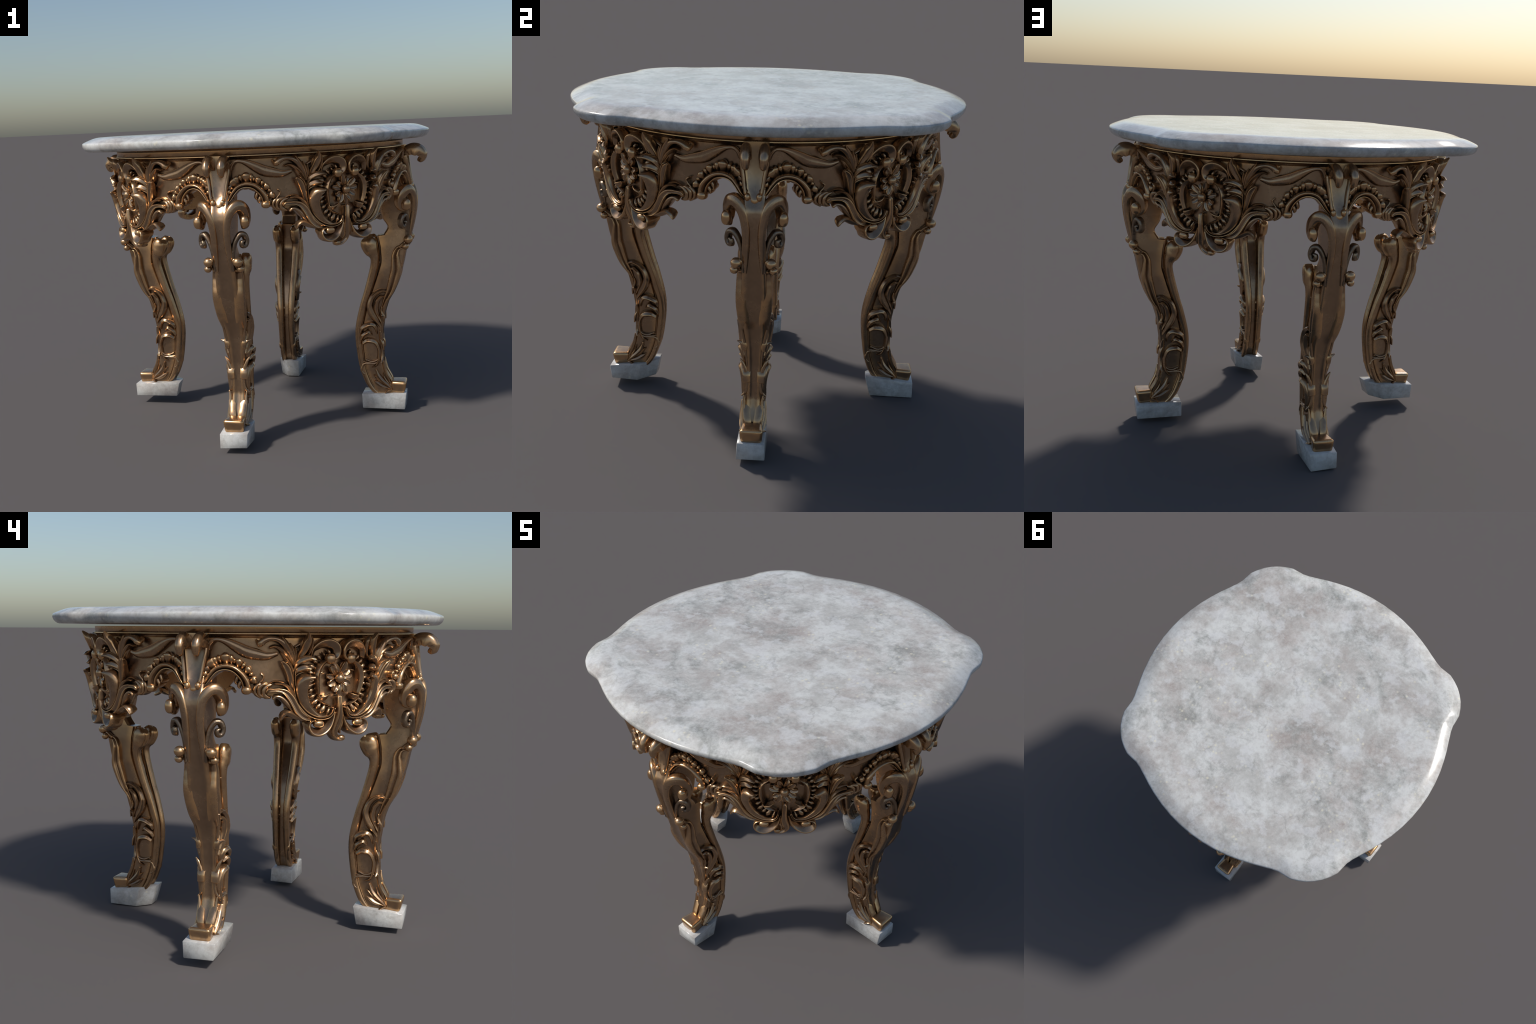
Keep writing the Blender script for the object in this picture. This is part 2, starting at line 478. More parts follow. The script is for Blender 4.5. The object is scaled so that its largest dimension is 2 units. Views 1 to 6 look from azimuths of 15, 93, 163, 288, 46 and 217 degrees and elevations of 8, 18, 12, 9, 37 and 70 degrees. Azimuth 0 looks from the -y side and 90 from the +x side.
carve("curled_leaf", "fold", .030, [(.232, 1.418, .862, .01), (.223, 1.442, .876, .022), (.209, 1.46, .89, .028), (.189, 1.472, .902, .028), (.168, 1.477, .912, .022), (.146, 1.474, .916, .009)])
carve("curled_leaf", "fold", .030, [(.229, 1.404, .862, .012), (.219, 1.418, .876, .03), (.202, 1.428, .888, .034), (.185, 1.433, .897, .030), (.166, 1.431, .902, .014)])
carve("curled_leaf", "fold", .026, [(.226, 1.392, .858, .01), (.214, 1.406, .866, .018), (.195, 1.414, .872, .018), (.17, 1.417, .872, .01)])
carve("great_leaf", "cup", .042, [(.051, 1.215, .862, .010), (.099, 1.209, .868, .020), (.136, 1.227, .873, .031), (.168, 1.257, .880, .041), (.187, 1.290, .887, .048), (.197, 1.325, .894, .052), (.196, 1.352, .900, .053), (.190, 1.376, .907, .044), (.176, 1.390, .914, .027), (.152, 1.394, .918, .008)])
carve("leaf_lobe", "flat", .024, [(.186, 1.345, .882, .024), (.167, 1.353, .886, .022), (.149, 1.36, .882, .008)])
carve("leaf_lobe", "flat", .024, [(.186, 1.361, .888, .024), (.169, 1.371, .894, .022), (.151, 1.379, .894, .008)])
carve("leaf_lobe", "fold", .024, [(.195, 1.326, .878, .020), (.181, 1.326, .880, .018), (.171, 1.334, .876, .008)])
carve("stem", "double", .034, [(.226, 1.444, .864, .012), (.231, 1.414, .868, .016), (.231, 1.38, .868, .016), (.228, 1.348, .868, .015), (.223, 1.318, .87, .016), (.214, 1.286, .872, .018), (.195, 1.256, .874, .020), (.168, 1.229, .874, .021), (.135, 1.212, .874, .020), (.103, 1.205, .874, .018), (.069, 1.208, .875, .015), (.048, 1.224, .878, .012), (.039, 1.248, .880, .009)])
carve("sprig_leaf", "flute", .030, [(.231, 1.319, .855, .01), (.243, 1.358, .868, .022), (.253, 1.395, .878, .03), (.264, 1.425, .886, .032), (.277, 1.445, .893, .028), (.29, 1.459, .897, .012)])
carve("sprig_leaf", "fold", .028, [(.234, 1.374, .862, .01), (.241, 1.413, .876, .018), (.252, 1.441, .885, .019), (.267, 1.458, .894, .012)])
carve("spray_frond", "flute", .036, [(.123, 1.198, .86, .014), (.171, 1.209, .872, .03), (.204, 1.232, .876, .034), (.226, 1.267, .878, .036), (.246, 1.301, .878, .036), (.268, 1.324, .876, .03), (.296, 1.334, .874, .022), (.324, 1.335, .874, .018), (.346, 1.333, .874, .019), (.355, 1.323, .87, .017)])
carve("spray_frond", "fold", .030, [(.208, 1.26, .866, .01), (.227, 1.301, .874, .02), (.246, 1.333, .876, .022), (.266, 1.353, .876, .018), (.292, 1.362, .874, .014), (.318, 1.362, .874, .009)])
carve("spray_frond", "fold", .022, [(.251, 1.343, .854, .008), (.273, 1.364, .858, .014), (.298, 1.373, .860, .015), (.322, 1.373, .860, .013), (.346, 1.363, .854, .008)])
carve("spray_frond", "round", .032, [(.236, 1.239, .862, .012), (.256, 1.268, .868, .026), (.277, 1.291, .87, .026), (.297, 1.304, .87, .021), (.315, 1.305, .87, .019), (.325, 1.295, .866, .018)])
carve("spray_frond", "fold", .032, [(.183, 1.198, .858, .016), (.216, 1.215, .866, .03), (.241, 1.228, .868, .03), (.262, 1.232, .868, .024), (.279, 1.22, .864, .023), (.29, 1.201, .856, .02)])
carve("curl_band", "round", .024, [(.351, 1.361, .856, 0.014), (.367, 1.361, .862, 0.018), (.385, 1.35, .864, 0.021), (.391, 1.332, .862, 0.021), (.386, 1.312, .858, 0.018), (.368, 1.302, .85, 0.013)])
carve("curl_band", "round", .024, [(.373, 1.362, .852, 0.014), (.393, 1.358, .858, 0.018), (.407, 1.344, .860, 0.020), (.41, 1.328, .858, 0.020), (.401, 1.312, .854, 0.017), (.382, 1.299, .848, 0.011)])
carve("curl_band", "round", .028, [(.334, 1.358, .854, 0.017), (.353, 1.352, .858, 0.025), (.367, 1.336, .86, 0.028), (.367, 1.316, .858, 0.028), (.354, 1.304, .854, 0.025), (.337, 1.299, .846, 0.017)])
carve("hook", "round", .020, [(.401, 1.346, .852, .009), (.387, 1.368, .856, .011), (.373, 1.386, .86, .011), (.371, 1.398, .862, .01), (.381, 1.407, .862, .011)])
carve("bottom_volute", "ramp", .052, [(.032, 1.23, .864, .014), (.043, 1.198, .868, .025), (.059, 1.168, .872, .032), (.083, 1.147, .876, .036), (.112, 1.138, .880, .038), (.140, 1.146, .882, .034), (.153, 1.166, .882, .027), (.146, 1.184, .878, .023), (.126, 1.190, .872, .02)])
knob("volute_eye", .112, 1.180, .862, (.026, .017, .020), power=.8)
carve("arch_band", "band", .056, [(.66, 1.335, .888, .012), (.631, 1.363, .894, .020), (.607, 1.399, .893, .026), (.583, 1.424, .888, .031), (.548, 1.435, .883, .034), (.509, 1.428, .879, .036), (.477, 1.404, .876, .039), (.456, 1.375, .874, .042), (.447, 1.341, .870, .042)])
knob("arch_knob", .448, 1.333, .850, (.024, .020, .026), power=.85)
carve("arch_cusp", "round", .030, [(.484, 1.404, .846, 0.020), (.492, 1.385, .848, 0.024), (.498, 1.368, .846, 0.018), (.494, 1.361, .844, 0.014)])
carve("arch_cusp", "round", .030, [(.468, 1.382, .848, 0.020), (.476, 1.365, .850, 0.025), (.483, 1.350, .848, 0.020), (.479, 1.343, .846, 0.014)])
carve("column_strip", "flat", .030, [(.628, 1.525, .882, .018), (.630, 1.496, .886, .018), (.636, 1.464, .890, .018), (.641, 1.434, .894, .018), (.645, 1.405, .898, .017), (.651, 1.370, .904, .015)])
knob("column_knob", .660, 1.352, .892, (.014, .019, .017))
# shell beads riding on the arch
BEADS = [(.654, 1.377, .895, .015, .009), (.639, 1.386, .882, .012, .011), (.631, 1.403, .882, .015, .014), (.627, 1.427, .878, .018, .015), (.613, 1.453, .876, .026, .019), (.594, 1.467, .870, .014, .021), (.573, 1.473, .862, .012, .019), (.545, 1.480, .868, .022, .024), (.517, 1.472, .862, .012, .021), (.503, 1.464, .856, .009, .015), (.482, 1.459, .864, .016, .022), (.462, 1.443, .857, .010, .018), (.44, 1.424, .862, .018, .018), (.428, 1.404, .856, .011, .012), (.416, 1.379, .860, .018, .017)]
for s, z, r, a, b in BEADS:
    dx, dz = (.80, .60) if s > .60 else (s - .52, z - 1.33)
    L = math.hypot(dx, dz); dx /= L; dz /= L
    ln, w = max(b, a * .8) * 1.12, a * 2 * 1.16
    tx, tz = rng.uniform(-.12, .12) * ln, rng.uniform(-.1, .1) * ln
    carve("shell_bead", "round", .030, [(s - dx * ln * 1.1, z - dz * ln * 1.1, r - .012, w * .70), (s - dx * ln * .35, z - dz * ln * .35, r, w * .95), (s + dx * ln * .35 + tx * .5, z + dz * ln * .35, r + .003, w * 1.08), (s + dx * ln * .72 + tx, z + dz * ln * .72 + tz, r - .004, w * .80)])
# gadrooned ribs outside the ring
RIBPATH = spline([(.060, 1.500, 0), (.098, 1.484, 0), (.128, 1.458, 0), (.146, 1.420, 0), (.151, 1.380, 0), (.147, 1.340, 0), (.138, 1.305, 0), (.120, 1.275, 0), (.095, 1.252, 0), (.062, 1.238, 0)], 14)
for i, (s, z, _) in enumerate(RIBPATH):
    dx, dz = s - 0.006, z - 1.378
    L = math.hypot(dx, dz); dx /= L; dz /= L
    k = .75 if z > 1.47 else 1.0          # the ribs tucked under the volutes are smaller
    ln, wd = (.018 * k, .0135 * k) if i % 2 else (.021 * k, .0165 * k)
    ln *= rng.uniform(.85, 1.15); wd *= rng.uniform(.85, 1.2)
    rr = .862 + rng.uniform(-.004, .006)
    carve("shell_rib", "flat", .026, [(s - dx * ln, z - dz * ln, rr - .008, wd * .8), (s - dx * ln * .3, z - dz * ln * .3, rr, wd), (s + dx * ln * .4, z + dz * ln * .4, rr + .002, wd * 1.25), (s + dx * ln, z + dz * ln, rr - .004, wd * .9)])

# ---- pieces on the panel axis ---------------------------------------------------
def place_axis(name, VF, mat=GOLD):
    for flip in (0, 1):
        V, F = tidy(*mirror(VF, -1 if flip == 0 else 1))
        me = make_mesh(name, V, F, mat)
        for (k, f), M in zip(PANELS, panel_rot):
            if f == flip:
                add(name, me, apron, M)
def axis_stroke(name, kind, h, pts):
    place_axis(name, drum_stroke(kind, h, [(s + SHIFT - .004, z, r, w) for s, z, r, w in pts], -1))
axis_stroke("pendant", "flute", .036, [(.006, 1.298, .872, .027), (.004, 1.263, .876, .028), (.002, 1.23, .876, .033), (.003, 1.199, .871, .040), (.009, 1.169, .862, .043), (.013, 1.144, .853, .039), (.006, 1.122, .845, .032), (-.014, 1.106, .840, .028), (-.036, 1.103, .838, .027)])
place_axis("pendant_tip", ellipsoid(np.array([.824, math.sin(.040 / R0) * .824, 1.105]), (np.array([0, 1.0, 0]), np.array([0, 0, 1.0]), np.array([1.0, 0, 0])), (.019, .0145, .016), 18, 12, .9))
axis_stroke("pendant_leaf", "fold", .026, [(-.018, 1.212, .866, .012), (-.017, 1.179, .866, .019), (-.011, 1.151, .858, .021), (-.016, 1.129, .850, .008)])
axis_stroke("pendant_leaf", "fold", .022, [(.022, 1.225, .866, .010), (.030, 1.19, .862, .017), (.036, 1.165, .856, .016), (.038, 1.145, .848, .007)])
place_axis("flower_boss", ellipsoid(np.array([.862, 0, 1.385]), (np.array([0, 1.0, 0]), np.array([0, 0, 1.0]), np.array([1.0, 0, 0])), (.0225, .0225, .0225), 24, 16))
NP = 11
for i in range(NP):
    a = PI / 2 + 2 * PI * (i + .5) / NP + rng.uniform(-.10, .10)
    L = rng.uniform(.052, .068)
    lift = rng.uniform(-.010, .014)
    wd = rng.uniform(.026, .032)
    ca, sa = math.cos(a), math.sin(a)
    bend = rng.uniform(-.006, .006)
    axis_stroke("petal", "petal", .014, [(ca * .010, 1.385 + sa * .010, .850, .011), (ca * .028 - sa * bend, 1.385 + sa * .028 + ca * bend, .860, .020), (ca * L * .78, 1.385 + sa * L * .78, .866 + lift * .6, wd), (ca * L, 1.385 + sa * L, .866 + lift, wd * .80)])
for (s, z, a) in ((.088, 1.412, -.25), (-.082, 1.420, .2)):
    axis_stroke("leaf_tip", "round", .012, [(s - .014, z - .014 * a, .846, .006), (s, z, .850, .010), (s + .014, z + .014 * a, .848, .006)])

# --------------------------------------------------------------------------
# legs, built at +x (radial = x, sideways = y)
# --------------------------------------------------------------------------
Z_PROFILE = [.112, .14, .19, .25, .30, .40, .48, .55, .61, .67, .73, .82, .91, .96, 1.0, 1.05, 1.10, 1.15, 1.21, 1.26, 1.30, 1.34, 1.40]
FRONT = [.772, .768, .757, .731, .716, .713, .712, .722, .732, .751, .786, .823, .846, .856, .866, .881, .893, .906, .918, .926, .922, .90, .88]
BACKZ = [.112, .14, .19, .27, .37, .46, .54, .65, .73, .80, .90, .93, 1.0, 1.05, 1.063, 1.069, 1.08, 1.10, 1.118, 1.135, 1.155, 1.18, 1.24, 1.40]
BACK = [.662, .645, .620, .600, .588, .585, .593, .621, .648, .674, .706, .708, .704, .694, .692, .728, .735, .748, .754, .746, .732, .722, .712, .712]
HALFZ = [.112, .14, .19, .25, .35, .45, .55, .65, .75, .87, 1.0, 1.10, 1.2, 1.3, 1.4]
HALF = [.047, .047, .045, .043, .041, .043, .047, .052, .056, .058, .054, .048, .046, .048, .050]

def build_leg_core():
    BS = spline([(b, z, 0) for z, b in zip(BACKZ, BACK) if z >= 1.069], 80)
    zs = sorted(set(list(np.linspace(1.07, 1.22, 40)) + list(np.linspace(.112, 1.40, 90)) + [1.050, 1.058, 1.063, 1.066, 1.069, 1.074, 1.11, 1.118, 1.126]))
    V, F = [], []
    rings = 0
    m = None
    for z in zs:
        f = float(np.interp(z, Z_PROFILE, FRONT)); b = float(np.interp(z, BACKZ, BACK)) if z < 1.07 else float(np.interp(z, BS[:, 1], BS[:, 0])); h = float(np.interp(z, HALFZ, HALF))
        c = float(np.interp(z, [.15, .26, .56, .70], [.014, .021, .020, .014]))
        pts = []
        # front face slightly dished between its two arrises, rounded corners
        for y, d in ((-1, 0), (-.66, .004), (-.33, .006), (0, .007), (.33, .006), (.66, .004), (1, 0)):
            pts.append((f - d, y * (h - c)))
        for k in range(1, 4):
            a = PI / 2 * k / 4
            pts.append((f - c + c * math.cos(a), h - c + c * math.sin(a)))
        for q in (0, .25, .5, .75, 1):
            pts.append(((f - c) * (1 - q) + (b + .012) * q, h))
        pts += [(b + .003, h - .009), (b, h - .02), (b + .004, 0), (b, -h + .02), (b + .003, -h + .009)]
        for q in (1, .75, .5, .25, 0):
            pts.append(((f - c) * (1 - q) + (b + .012) * q, -h))
        for k in range(3, 0, -1):
            a = PI / 2 * k / 4
            pts.append((f - c + c * math.cos(a), -(h - c + c * math.sin(a))))
        m = len(pts)
        V += [(x, y, z) for x, y in pts]
        rings += 1
    for i in range(rings - 1):
        for j in range(m):
            k = (j + 1) % m
            F.append((i * m + j, i * m + k, (i + 1) * m + k, (i + 1) * m + j))
    F.append(tuple(range(m - 1, -1, -1)))
    F.append(tuple(range((rings - 1) * m, rings * m)))
    V, F = tidy(V, F)
    return make_mesh("leg", V, F, GOLD, 42)

leg_parts = []      # (name, mesh)
def leg_piece(name, VF, mat=GOLD, both=True, angle=48):
    for side in ((-1, 1) if both else (-1,)):
        V, F = tidy(*mirror(VF, side))
        leg_parts.append((name, make_mesh(name, V, F, mat, angle)))

def side_stroke(name, kind, h, pts):
    """stroke on the side face: (radius, height, sideways crest, width); built on the -y side"""
    p = spline([(r, -w, z, wd) for r, z, w, wd in pts], None)
    W = np.maximum(p[:, 3], .003)
    V, F = sweep(p[:, :3], np.tile([0, -1.0, 0], (len(p), 1)), W, heights(W, h), kind)
    leg_piece(name, (V, F))

def free_stroke(name, kind, pts, n0, thick, mat=GOLD, both=True, frame="transport", under=.0):
    """free curl: (radius, sideways, height, width); thickness follows the width"""
    p = spline([(r, -y, z, w) for r, y, z, w in pts], None)
    W = p[:, 3]
    V, F = sweep(p[:, :3], np.tile(np.array(n0, float), (len(p), 1)), W, W * thick, kind, under=under, frame=frame)
    leg_piece(name, (V, F), mat, both)

core_mesh = build_leg_core()

side_stroke("side_border", "double", .034, [(.846, 1.002, .070, .024), (.815, .990, .078, .034), (.801, .957, .083, .044), (.800, .912, .085, .055), (.800, .859, .086, .064), (.786, .805, .084, .062), (.765, .743, .078, .052), (.738, .691, .070, .036), (.715, .640, .060, .012)])
side_stroke("leg_leaf", "fold", .032, [(.753, .733, .074, .020), (.722, .743, .082, .026), (.687, .73, .086, .030), (.66, .703, .088, .033), (.645, .663, .088, .036), (.644, .638, .086, .040), (.657, .600, .081, .045), (.680, .562, .072, .040), (.704, .519, .056, .012)])
side_stroke("leg_leaf", "fold", .026, [(.732, .707, .076, .018), (.712, .706, .086, .025), (.691, .685, .087, .028), (.681, .655, .083, .031), (.678, .630, .079, .032), (.687, .597, .072, .029), (.708, .551, .062, .010)])
side_stroke("leaf_lobe", "fold", .016, [(.65, .633, .080, .018), (.634, .647, .079, .015), (.628, .659, .074, .006)])
side_stroke("leaf_lobe", "fold", .016, [(.653, .596, .074, .018), (.638, .608, .074, .015), (.628, .621, .070, .006)])
side_stroke("leg_leaf", "fold", .016, [(.711, .642, .062, .015), (.709, .618, .064, .018), (.721, .583, .063, .018), (.724, .552, .058, .008)])
side_stroke("leg_scroll", "fold", .034, [(.584, .489, .070, .022), (.597, .515, .080, .030), (.628, .535, .087, .035), (.656, .537, .083, .032), (.674, .515, .071, .028), (.680, .478, .055, .013)])
side_stroke("leg_scroll", "fold", .031, [(.584, .444, .067, .024), (.601, .472, .077, .028), (.631, .491, .080, .026), (.653, .473, .061, .014)])
side_stroke("leg_scroll", "fold", .034, [(.597, .42, .068, .028), (.623, .438, .079, .036), (.651, .437, .081, .037), (.671, .425, .074, .031), (.685, .399, .067, .026), (.690, .371, .063, .024), (.685, .324, .061, .024), (.671, .286, .059, .021), (.645, .273, .055, .008)])
side_stroke("leg_leaf", "round", .022, [(.702, .445, .055, .010), (.713, .417, .057, .017), (.718, .383, .055, .010)])
side_stroke("wisp", "round", .014, [(.608, .323, .054, .009), (.642, .309, .057, .014), (.675, .317, .057, .014), (.69, .342, .054, .008)])
side_stroke("wisp", "round", .014, [(.69, .313, .053, .010), (.662, .297, .056, .016), (.624, .301, .056, .014), (.595, .307, .053, .008)])
side_stroke("wisp", "round", .018, [(.673, .293, .052, .008), (.637, .295, .056, .013), (.60, .294, .057, .018), (.588, .272, .057, .021), (.583, .254, .057, .018), (.593, .235, .056, .018), (.605, .231, .054, .015)])
side_stroke("foot_leaf", "fold", .022, [(.76, .143, .056, .012), (.736, .168, .063, .021), (.71, .191, .066, .027), (.686, .219, .065, .029), (.671, .26, .062, .013)])
side_stroke("foot_leaf", "fold", .022, [(.758, .143, .056, .012), (.729, .152, .065, .021), (.701, .162, .068, .027), (.675, .179, .066, .027), (.658, .191, .062, .012)])
side_stroke("foot_leaf", "fold", .018, [(.754, .146, .053, .010), (.722, .171, .058, .019), (.69, .193, .060, .021), (.666, .218, .058, .017), (.654, .227, .054, .008)])
side_stroke("foot_leaf", "fold", .018, [(.749, .168, .050, .010), (.731, .191, .056, .014), (.719, .212, .058, .013), (.709, .241, .056, .007)])
side_stroke("foot_leaf", "fold", .022, [(.764, .168, .042, .012), (.757, .194, .046, .016), (.742, .222, .050, .016), (.724, .262, .053, .006)])
side_stroke("foot_leaf", "fold", .016, [(.761, .140, .058, .012), (.745, .135, .065, .015), (.725, .122, .070, .008)])
# thin rib just inside the back tube
side_stroke("back_rib", "round", .016, [(.700, .90, .064, .010), (.664, .80, .064, .012), (.632, .70, .060, .012), (.606, .60, .054, .012), (.592, .50, .050, .011), (.592, .40, .048, .010), (.604, .29, .048, .010), (.632, .20, .050, .010), (.664, .135, .050, .008)])

# rear tubes that end in open horns
def rear_tube():
    path = spline([(.676, .037, .110, .013), (.645, .037, .14, .016), (.616, .036, .19, .018), (.590, .035, .27, .019), (.575, .034, .37, .020), (.570, .035, .46, .021), (.578, .037, .54, .0215), (.606, .043, .65, .022), (.632, .048, .73, .0225), (.658, .053, .82, .023), (.676, .056, .89, .024), (.680, .058, .93, .026), (.674, .058, .958, .034), (.662, .060, .980, .044), (.652, .060, 1.008, .0500), (.646, .060, 1.030, .0485), (.643, .060, 1.048, .040), (.641, .060, 1.057, .029)], 90)
    P = np.stack([path[:, 0], -path[:, 1], path[:, 2]], 1)
    rad = list(path[:, 3])
    T = np.gradient(P, axis=0)
    T /= np.linalg.norm(T, axis=1)[:, None]
    P, T = list(P), list(T)
    # open mouth: the lip turns in and goes back down the bore
    e, t = P[-1], T[-1]
    for adv, r in ((.0015, .024), (-.003, .021), (-.018, .019), (-.034, .011), (-.038, .002)):
        P.append(e + t * adv); T.append(t); rad.append(r)
    V, F, m = [], [], 20
    for p, t, r in zip(P, T, rad):
        s = np.array([0, 1.0, 0]); s = s - (s @ t) * t; s /= np.linalg.norm(s)
        q = np.cross(t, s)
        for j in range(m):
            a = 2 * PI * j / m
            V.append(p + s * r * math.cos(a) * float(np.interp(p[2], [.92, 1.0], [1.0, .64])) + q * r * math.sin(a))
    n = len(P)
    for i in range(n - 1):
        for j in range(m):
            k = (j + 1) % m
            F.append((i * m + j, i * m + k, (i + 1) * m + k, (i + 1) * m + j))
    F.append(tuple(range(m - 1, -1, -1))); F.append(tuple(range((n - 1) * m, n * m)))
    return V, F
V, F = rear_tube()
leg_piece("rear_tube", (np.array(V), F))

# shoulder scrolls rising from the front arrises
free_stroke("shoulder_scroll", "flat", [(.868, .040, .995, .014), (.884, .041, 1.05, .028), (.901, .040, 1.11, .035), (.915, .039, 1.17, .038), (.924, .043, 1.23, .041), (.925, .057, 1.288, .047), (.912, .086, 1.330, .054), (.888, .117, 1.337, .060), (.860, .136, 1.308, .060), (.846, .139, 1.266, .055), (.852, .133, 1.236, .046), (.864, .126, 1.228, .034)], (1, -.35, 0), .62, under=.45)
leg_piece("scroll_knob", ellipsoid(np.array([.870, -.124, 1.252]), (np.array([1.0, 0, 0]), np.array([0, 1.0, 0]), np.array([0, 0, 1.0])), (.028, .024, .034), 20, 14, .86))
SPIRAL = [(.872, .050, 1.000, .016), (.880, .052, 1.05, .022), (.885, .057, 1.10, .025), (.885, .072, 1.152, .028), (.877, .098, 1.188, .031), (.862, .123, 1.184, .033), (.852, .132, 1.153, .032), (.857, .125, 1.128, .030), (.869, .113, 1.129, .026), (.873, .111, 1.148, .021), (.864, .117, 1.153, .014)]
free_stroke("spiral_scroll", "round", SPIRAL, (1, -.2, 0), .9, TARNISH, under=.1)
def ball(name, c, r, squash=1.0, mat=GOLD):
    ax = (np.array([1.0, 0, 0]), np.array([0, 1.0, 0]), np.array([0, 0, 1.0]))
    leg_piece(name, ellipsoid(np.array(c), ax, (r, r, r * squash), 22, 14), mat)
free_stroke("ball_stem", "round", [(.884, .070, 1.062, .020), (.872, .082, 1.040, .023), (.850, .086, 1.024, .024), (.826, .081, 1.004, .022)], (0, -1, 0), .9, under=.2)
ball("ball", (.876, -.078, 1.046), .0265, .95)
ball("ball", (.860, -.088, 1.008), .0200, .95)

# leaf edges that frame the front face of the shin
NF = (1, -.65, 0)
free_stroke("shin_leaf", "fold", [(.712, .037, .465, .008), (.715, .041, .515, .018), (.721, .049, .556, .022), (.724, .064, .588, .019), (.716, .083, .597, .007)], NF, .75, frame=None, under=.5)
free_stroke("shin_leaf", "fold", [(.748, .064, .690, .008), (.737, .059, .640, .018), (.726, .049, .580, .018), (.716, .038, .505, .008)], NF, .75, frame=None, under=.5)
free_stroke("shin_leaf", "fold", [(.704, .069, .497, .007), (.711, .058, .474, .018), (.715, .044, .428, .022), (.714, .037, .372, .020), (.714, .043, .326, .017), (.706, .060, .304, .007)], NF, .75, frame=None, under=.5)
free_stroke("shin_leaf", "fold", [(.718, .050, .312, .006), (.727, .048, .275, .015), (.741, .049, .228, .017), (.757, .046, .178, .010)], NF, .75, frame=None, under=.5)

# square toe with softened edges
def rounded_box(x0, x1, y0, y1, z0, z1, bev, taper=0.0, seg=4):
    bm = bmesh.new()
    bmesh.ops.create_cube(bm, size=1)
    for v in bm.verts:
        x = x0 + (v.co.x + .5) * (x1 - x0)
        y = y0 + (v.co.y + .5) * (y1 - y0)
        z = z0 + (v.co.z + .5) * (z1 - z0)
        if v.co.z < 0 and v.co.x > 0:
            x -= taper
        if v.co.z < 0:
            y *= .90
        if v.co.x < 0:
            y *= .80
        v.co = (x, y, z)
    bmesh.ops.bevel(bm, geom=bm.edges[:], offset=bev, segments=seg, affect="EDGES", profile=.6)
    bm.verts.index_update()
    V = [v.co.copy() for v in bm.verts]; F = [tuple(v.index for v in f.verts) for f in bm.faces]
    bm.free()
    return V, F
leg_parts.append(("toe", make_mesh("toe", *rounded_box(.752, .850, -.060, .060, .112, .189, .021, .016), GOLD, 60)))

# pilaster above each leg: hollow shaft with a rolled lower lip, and the pair of curls
def build_pilaster():
    zz = [1.318, 1.320, 1.326, 1.334, 1.345, 1.36, 1.38, 1.41, 1.45, 1.50, 1.55, 1.585]
    fr = [.876, .892, .901, .904, .903, .899, .894, .886, .879, .873, .869, .867]
    hw = [.020, .024, .027, .029, .030, .031, .033, .037, .043, .050, .054, .056]
    V, F, m = [], [], 0
    for z, f, h in zip(zz, fr, hw):
        pts = []
        dish = .016 * min(1, max(0, (z - 1.335) / .05))
        for y in np.linspace(-1, 1, 11):
            pts.append((f - dish * (1 - y * y) - (.018 * y * y if z < 1.36 else .004 * y * y), y * h))
        pts += [(.85, h), (.80, h * .9), (.80, -h * .9), (.85, -h)]
        m = len(pts)
        V += [(x, y, z) for x, y in pts]
    for i in range(len(zz) - 1):
        for j in range(m):
            k = (j + 1) % m
            F.append((i * m + j, i * m + k, (i + 1) * m + k, (i + 1) * m + j))
    F.append(tuple(range(m - 1, -1, -1))); F.append(tuple(range((len(zz) - 1) * m, len(zz) * m)))
    return tidy(V, F)
leg_parts.append(("pilaster", make_mesh("pilaster", *build_pilaster(), GOLD, 50)))
free_stroke("top_curl", "flat", [(.840, .040, 1.560, .042), (.862, .040, 1.578, .046), (.896, .040, 1.592, .050), (.936, .040, 1.589, .052), (.970, .039, 1.566, .051), (.986, .038, 1.530, .046), (.974, .037, 1.494, .037), (.952, .036, 1.482, .030), (.936, .036, 1.490, .024)], (0, 0, 1), 1.3, under=.02)

# (azimuth, foot height error, sideways lean) - the four legs are not quite equal
LEGS = [(-90, 0.0, 0.0), (0, -.002, .003), (90, -.028, .011), (180, .012, -.002)]
for az, dz, lean in LEGS:
    k = 1 - dz / 1.5
    M = Matrix.Rotation(math.radians(az), 4, "Z") @ Matrix.Translation((0, 0, 1.5)) @ Matrix.Rotation(lean / 1.38, 4, "X") @ Matrix.Translation((0, 0, -1.5 + dz * (1 + .1 / 1.5))) @ Matrix.Diagonal((1, 1, k, 1))
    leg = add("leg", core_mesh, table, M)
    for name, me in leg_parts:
        add(name, me, leg)

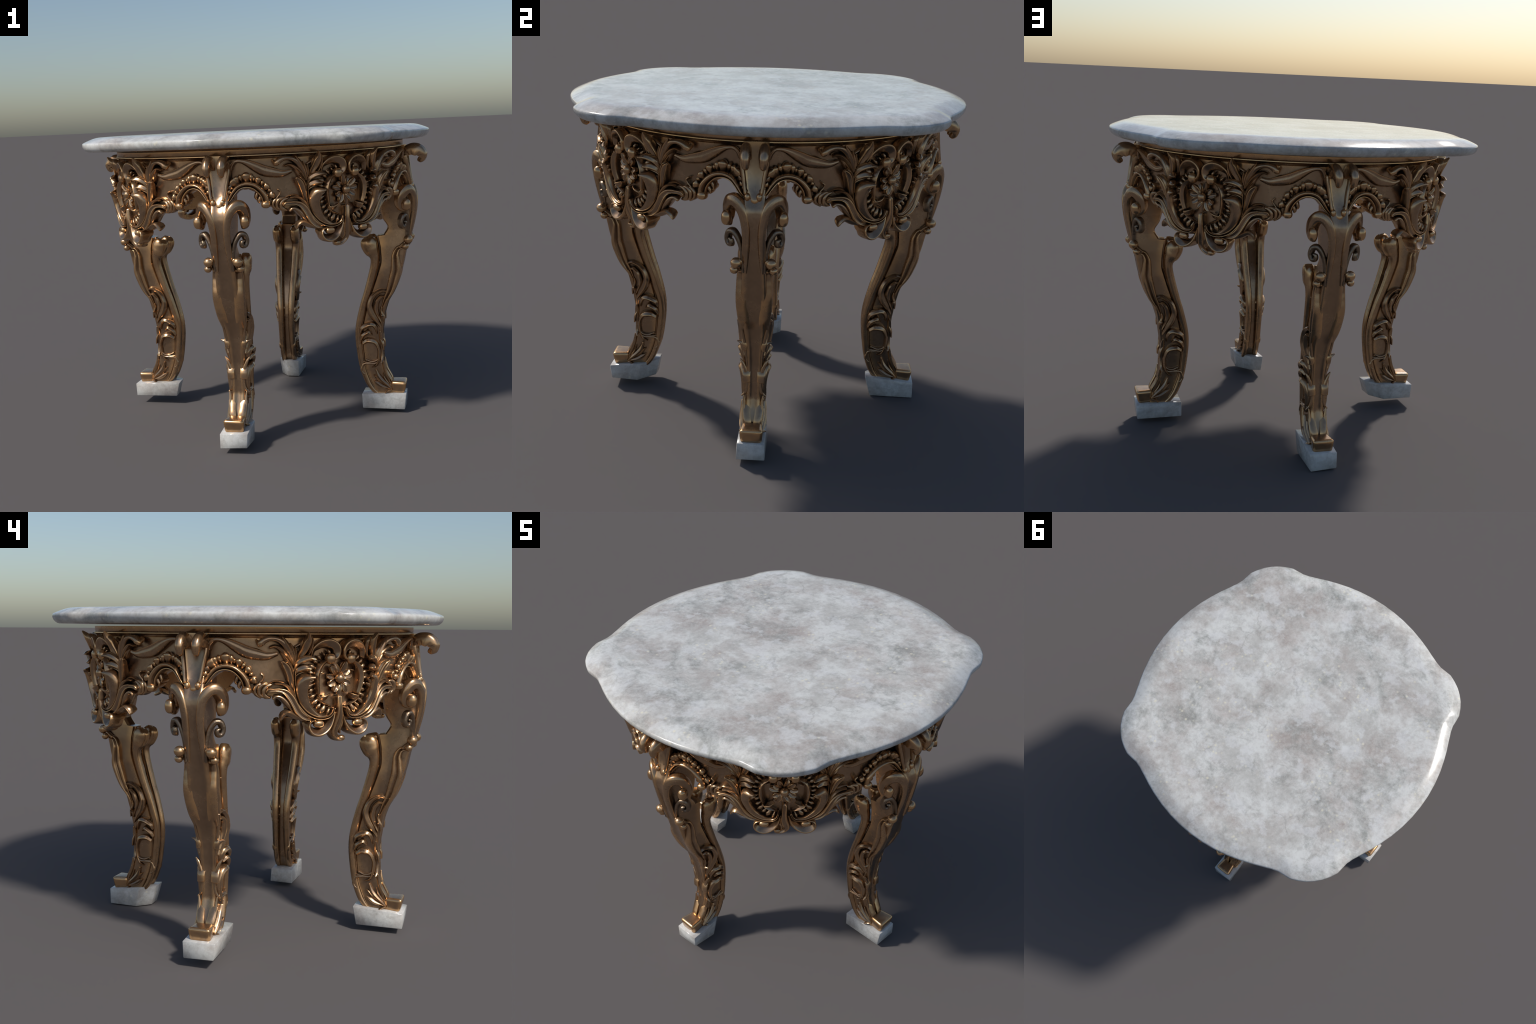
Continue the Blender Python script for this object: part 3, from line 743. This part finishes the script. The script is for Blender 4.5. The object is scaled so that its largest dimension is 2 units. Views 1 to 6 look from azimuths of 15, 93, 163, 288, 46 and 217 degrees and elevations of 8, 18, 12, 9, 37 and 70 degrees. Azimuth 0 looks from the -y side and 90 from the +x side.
# --------------------------------------------------------------------------
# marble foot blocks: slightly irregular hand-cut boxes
# (azimuth, radii inner/outer, heights bottom/top, half width, chamfer side, chamfer size)
# --------------------------------------------------------------------------
BLOCKS = [(-90, .588, .858, .032, .139, .118, .075, 1, .075, .002),
          (0, .586, .845, .022, .112, .116, .070, 0, 0, .004),
          (90, .590, .857, .000, .118, .095, .072, 1, .060, .026),
          (180, .570, .860, .048, .147, .138, .079, -1, .070, .002)]
for az, ri, ro, z0, z1, z2, h, cs, cz, off in BLOCKS:
    bm = bmesh.new()
    plan = [(ro, -h), (ro, h), (ri, h), (ri, -h)]
    if cs > 0:
        plan = [(ro, -h), (ro, h), (ri + cz * 1.25, h), (ri, h - cz), (ri, -h)]
    elif cs < 0:
        plan = [(ro, -h), (ro, h), (ri, h), (ri, -h + cz), (ri + cz * 1.1, -h)]
    jit = random.Random(az + 400)
    lo = [bm.verts.new((x + jit.uniform(-.012, .002), y * .96 + off * .5 + jit.uniform(-.007, .005), z0 + max(0, jit.uniform(-.004, .010)))) for x, y in plan]
    lo[0].co.z = z0
    for v in lo:
        if cs and v.co.x < .75:
            v.co.x += .028          # undercut inner end
    hi = [bm.verts.new((x + jit.uniform(-.004, .003), y * 1.02 + off * .5 + jit.uniform(-.007, .006), (z2 if x > .8 else z1) + jit.uniform(-.004, .004))) for x, y in plan]
    bm.faces.new(lo[::-1]); bm.faces.new(hi)
    n = len(plan)
    for i in range(n):
        bm.faces.new((lo[i], lo[(i + 1) % n], hi[(i + 1) % n], hi[i]))
    bmesh.ops.recalc_face_normals(bm, faces=bm.faces)
    bmesh.ops.bevel(bm, geom=bm.edges[:], offset=.0035, segments=1, affect="EDGES")
    bm.verts.index_update()
    V = [v.co.copy() for v in bm.verts]; F = [tuple(v.index for v in f.verts) for f in bm.faces]
    bm.free()
    zmin = min(v.z for v in V)
    V = [v - Vector((0, 0, zmin - z0)) for v in V]
    add("foot_block", make_mesh("foot_block", V, F, BLOCK, 180), table, Matrix.Rotation(math.radians(az), 4, "Z"))
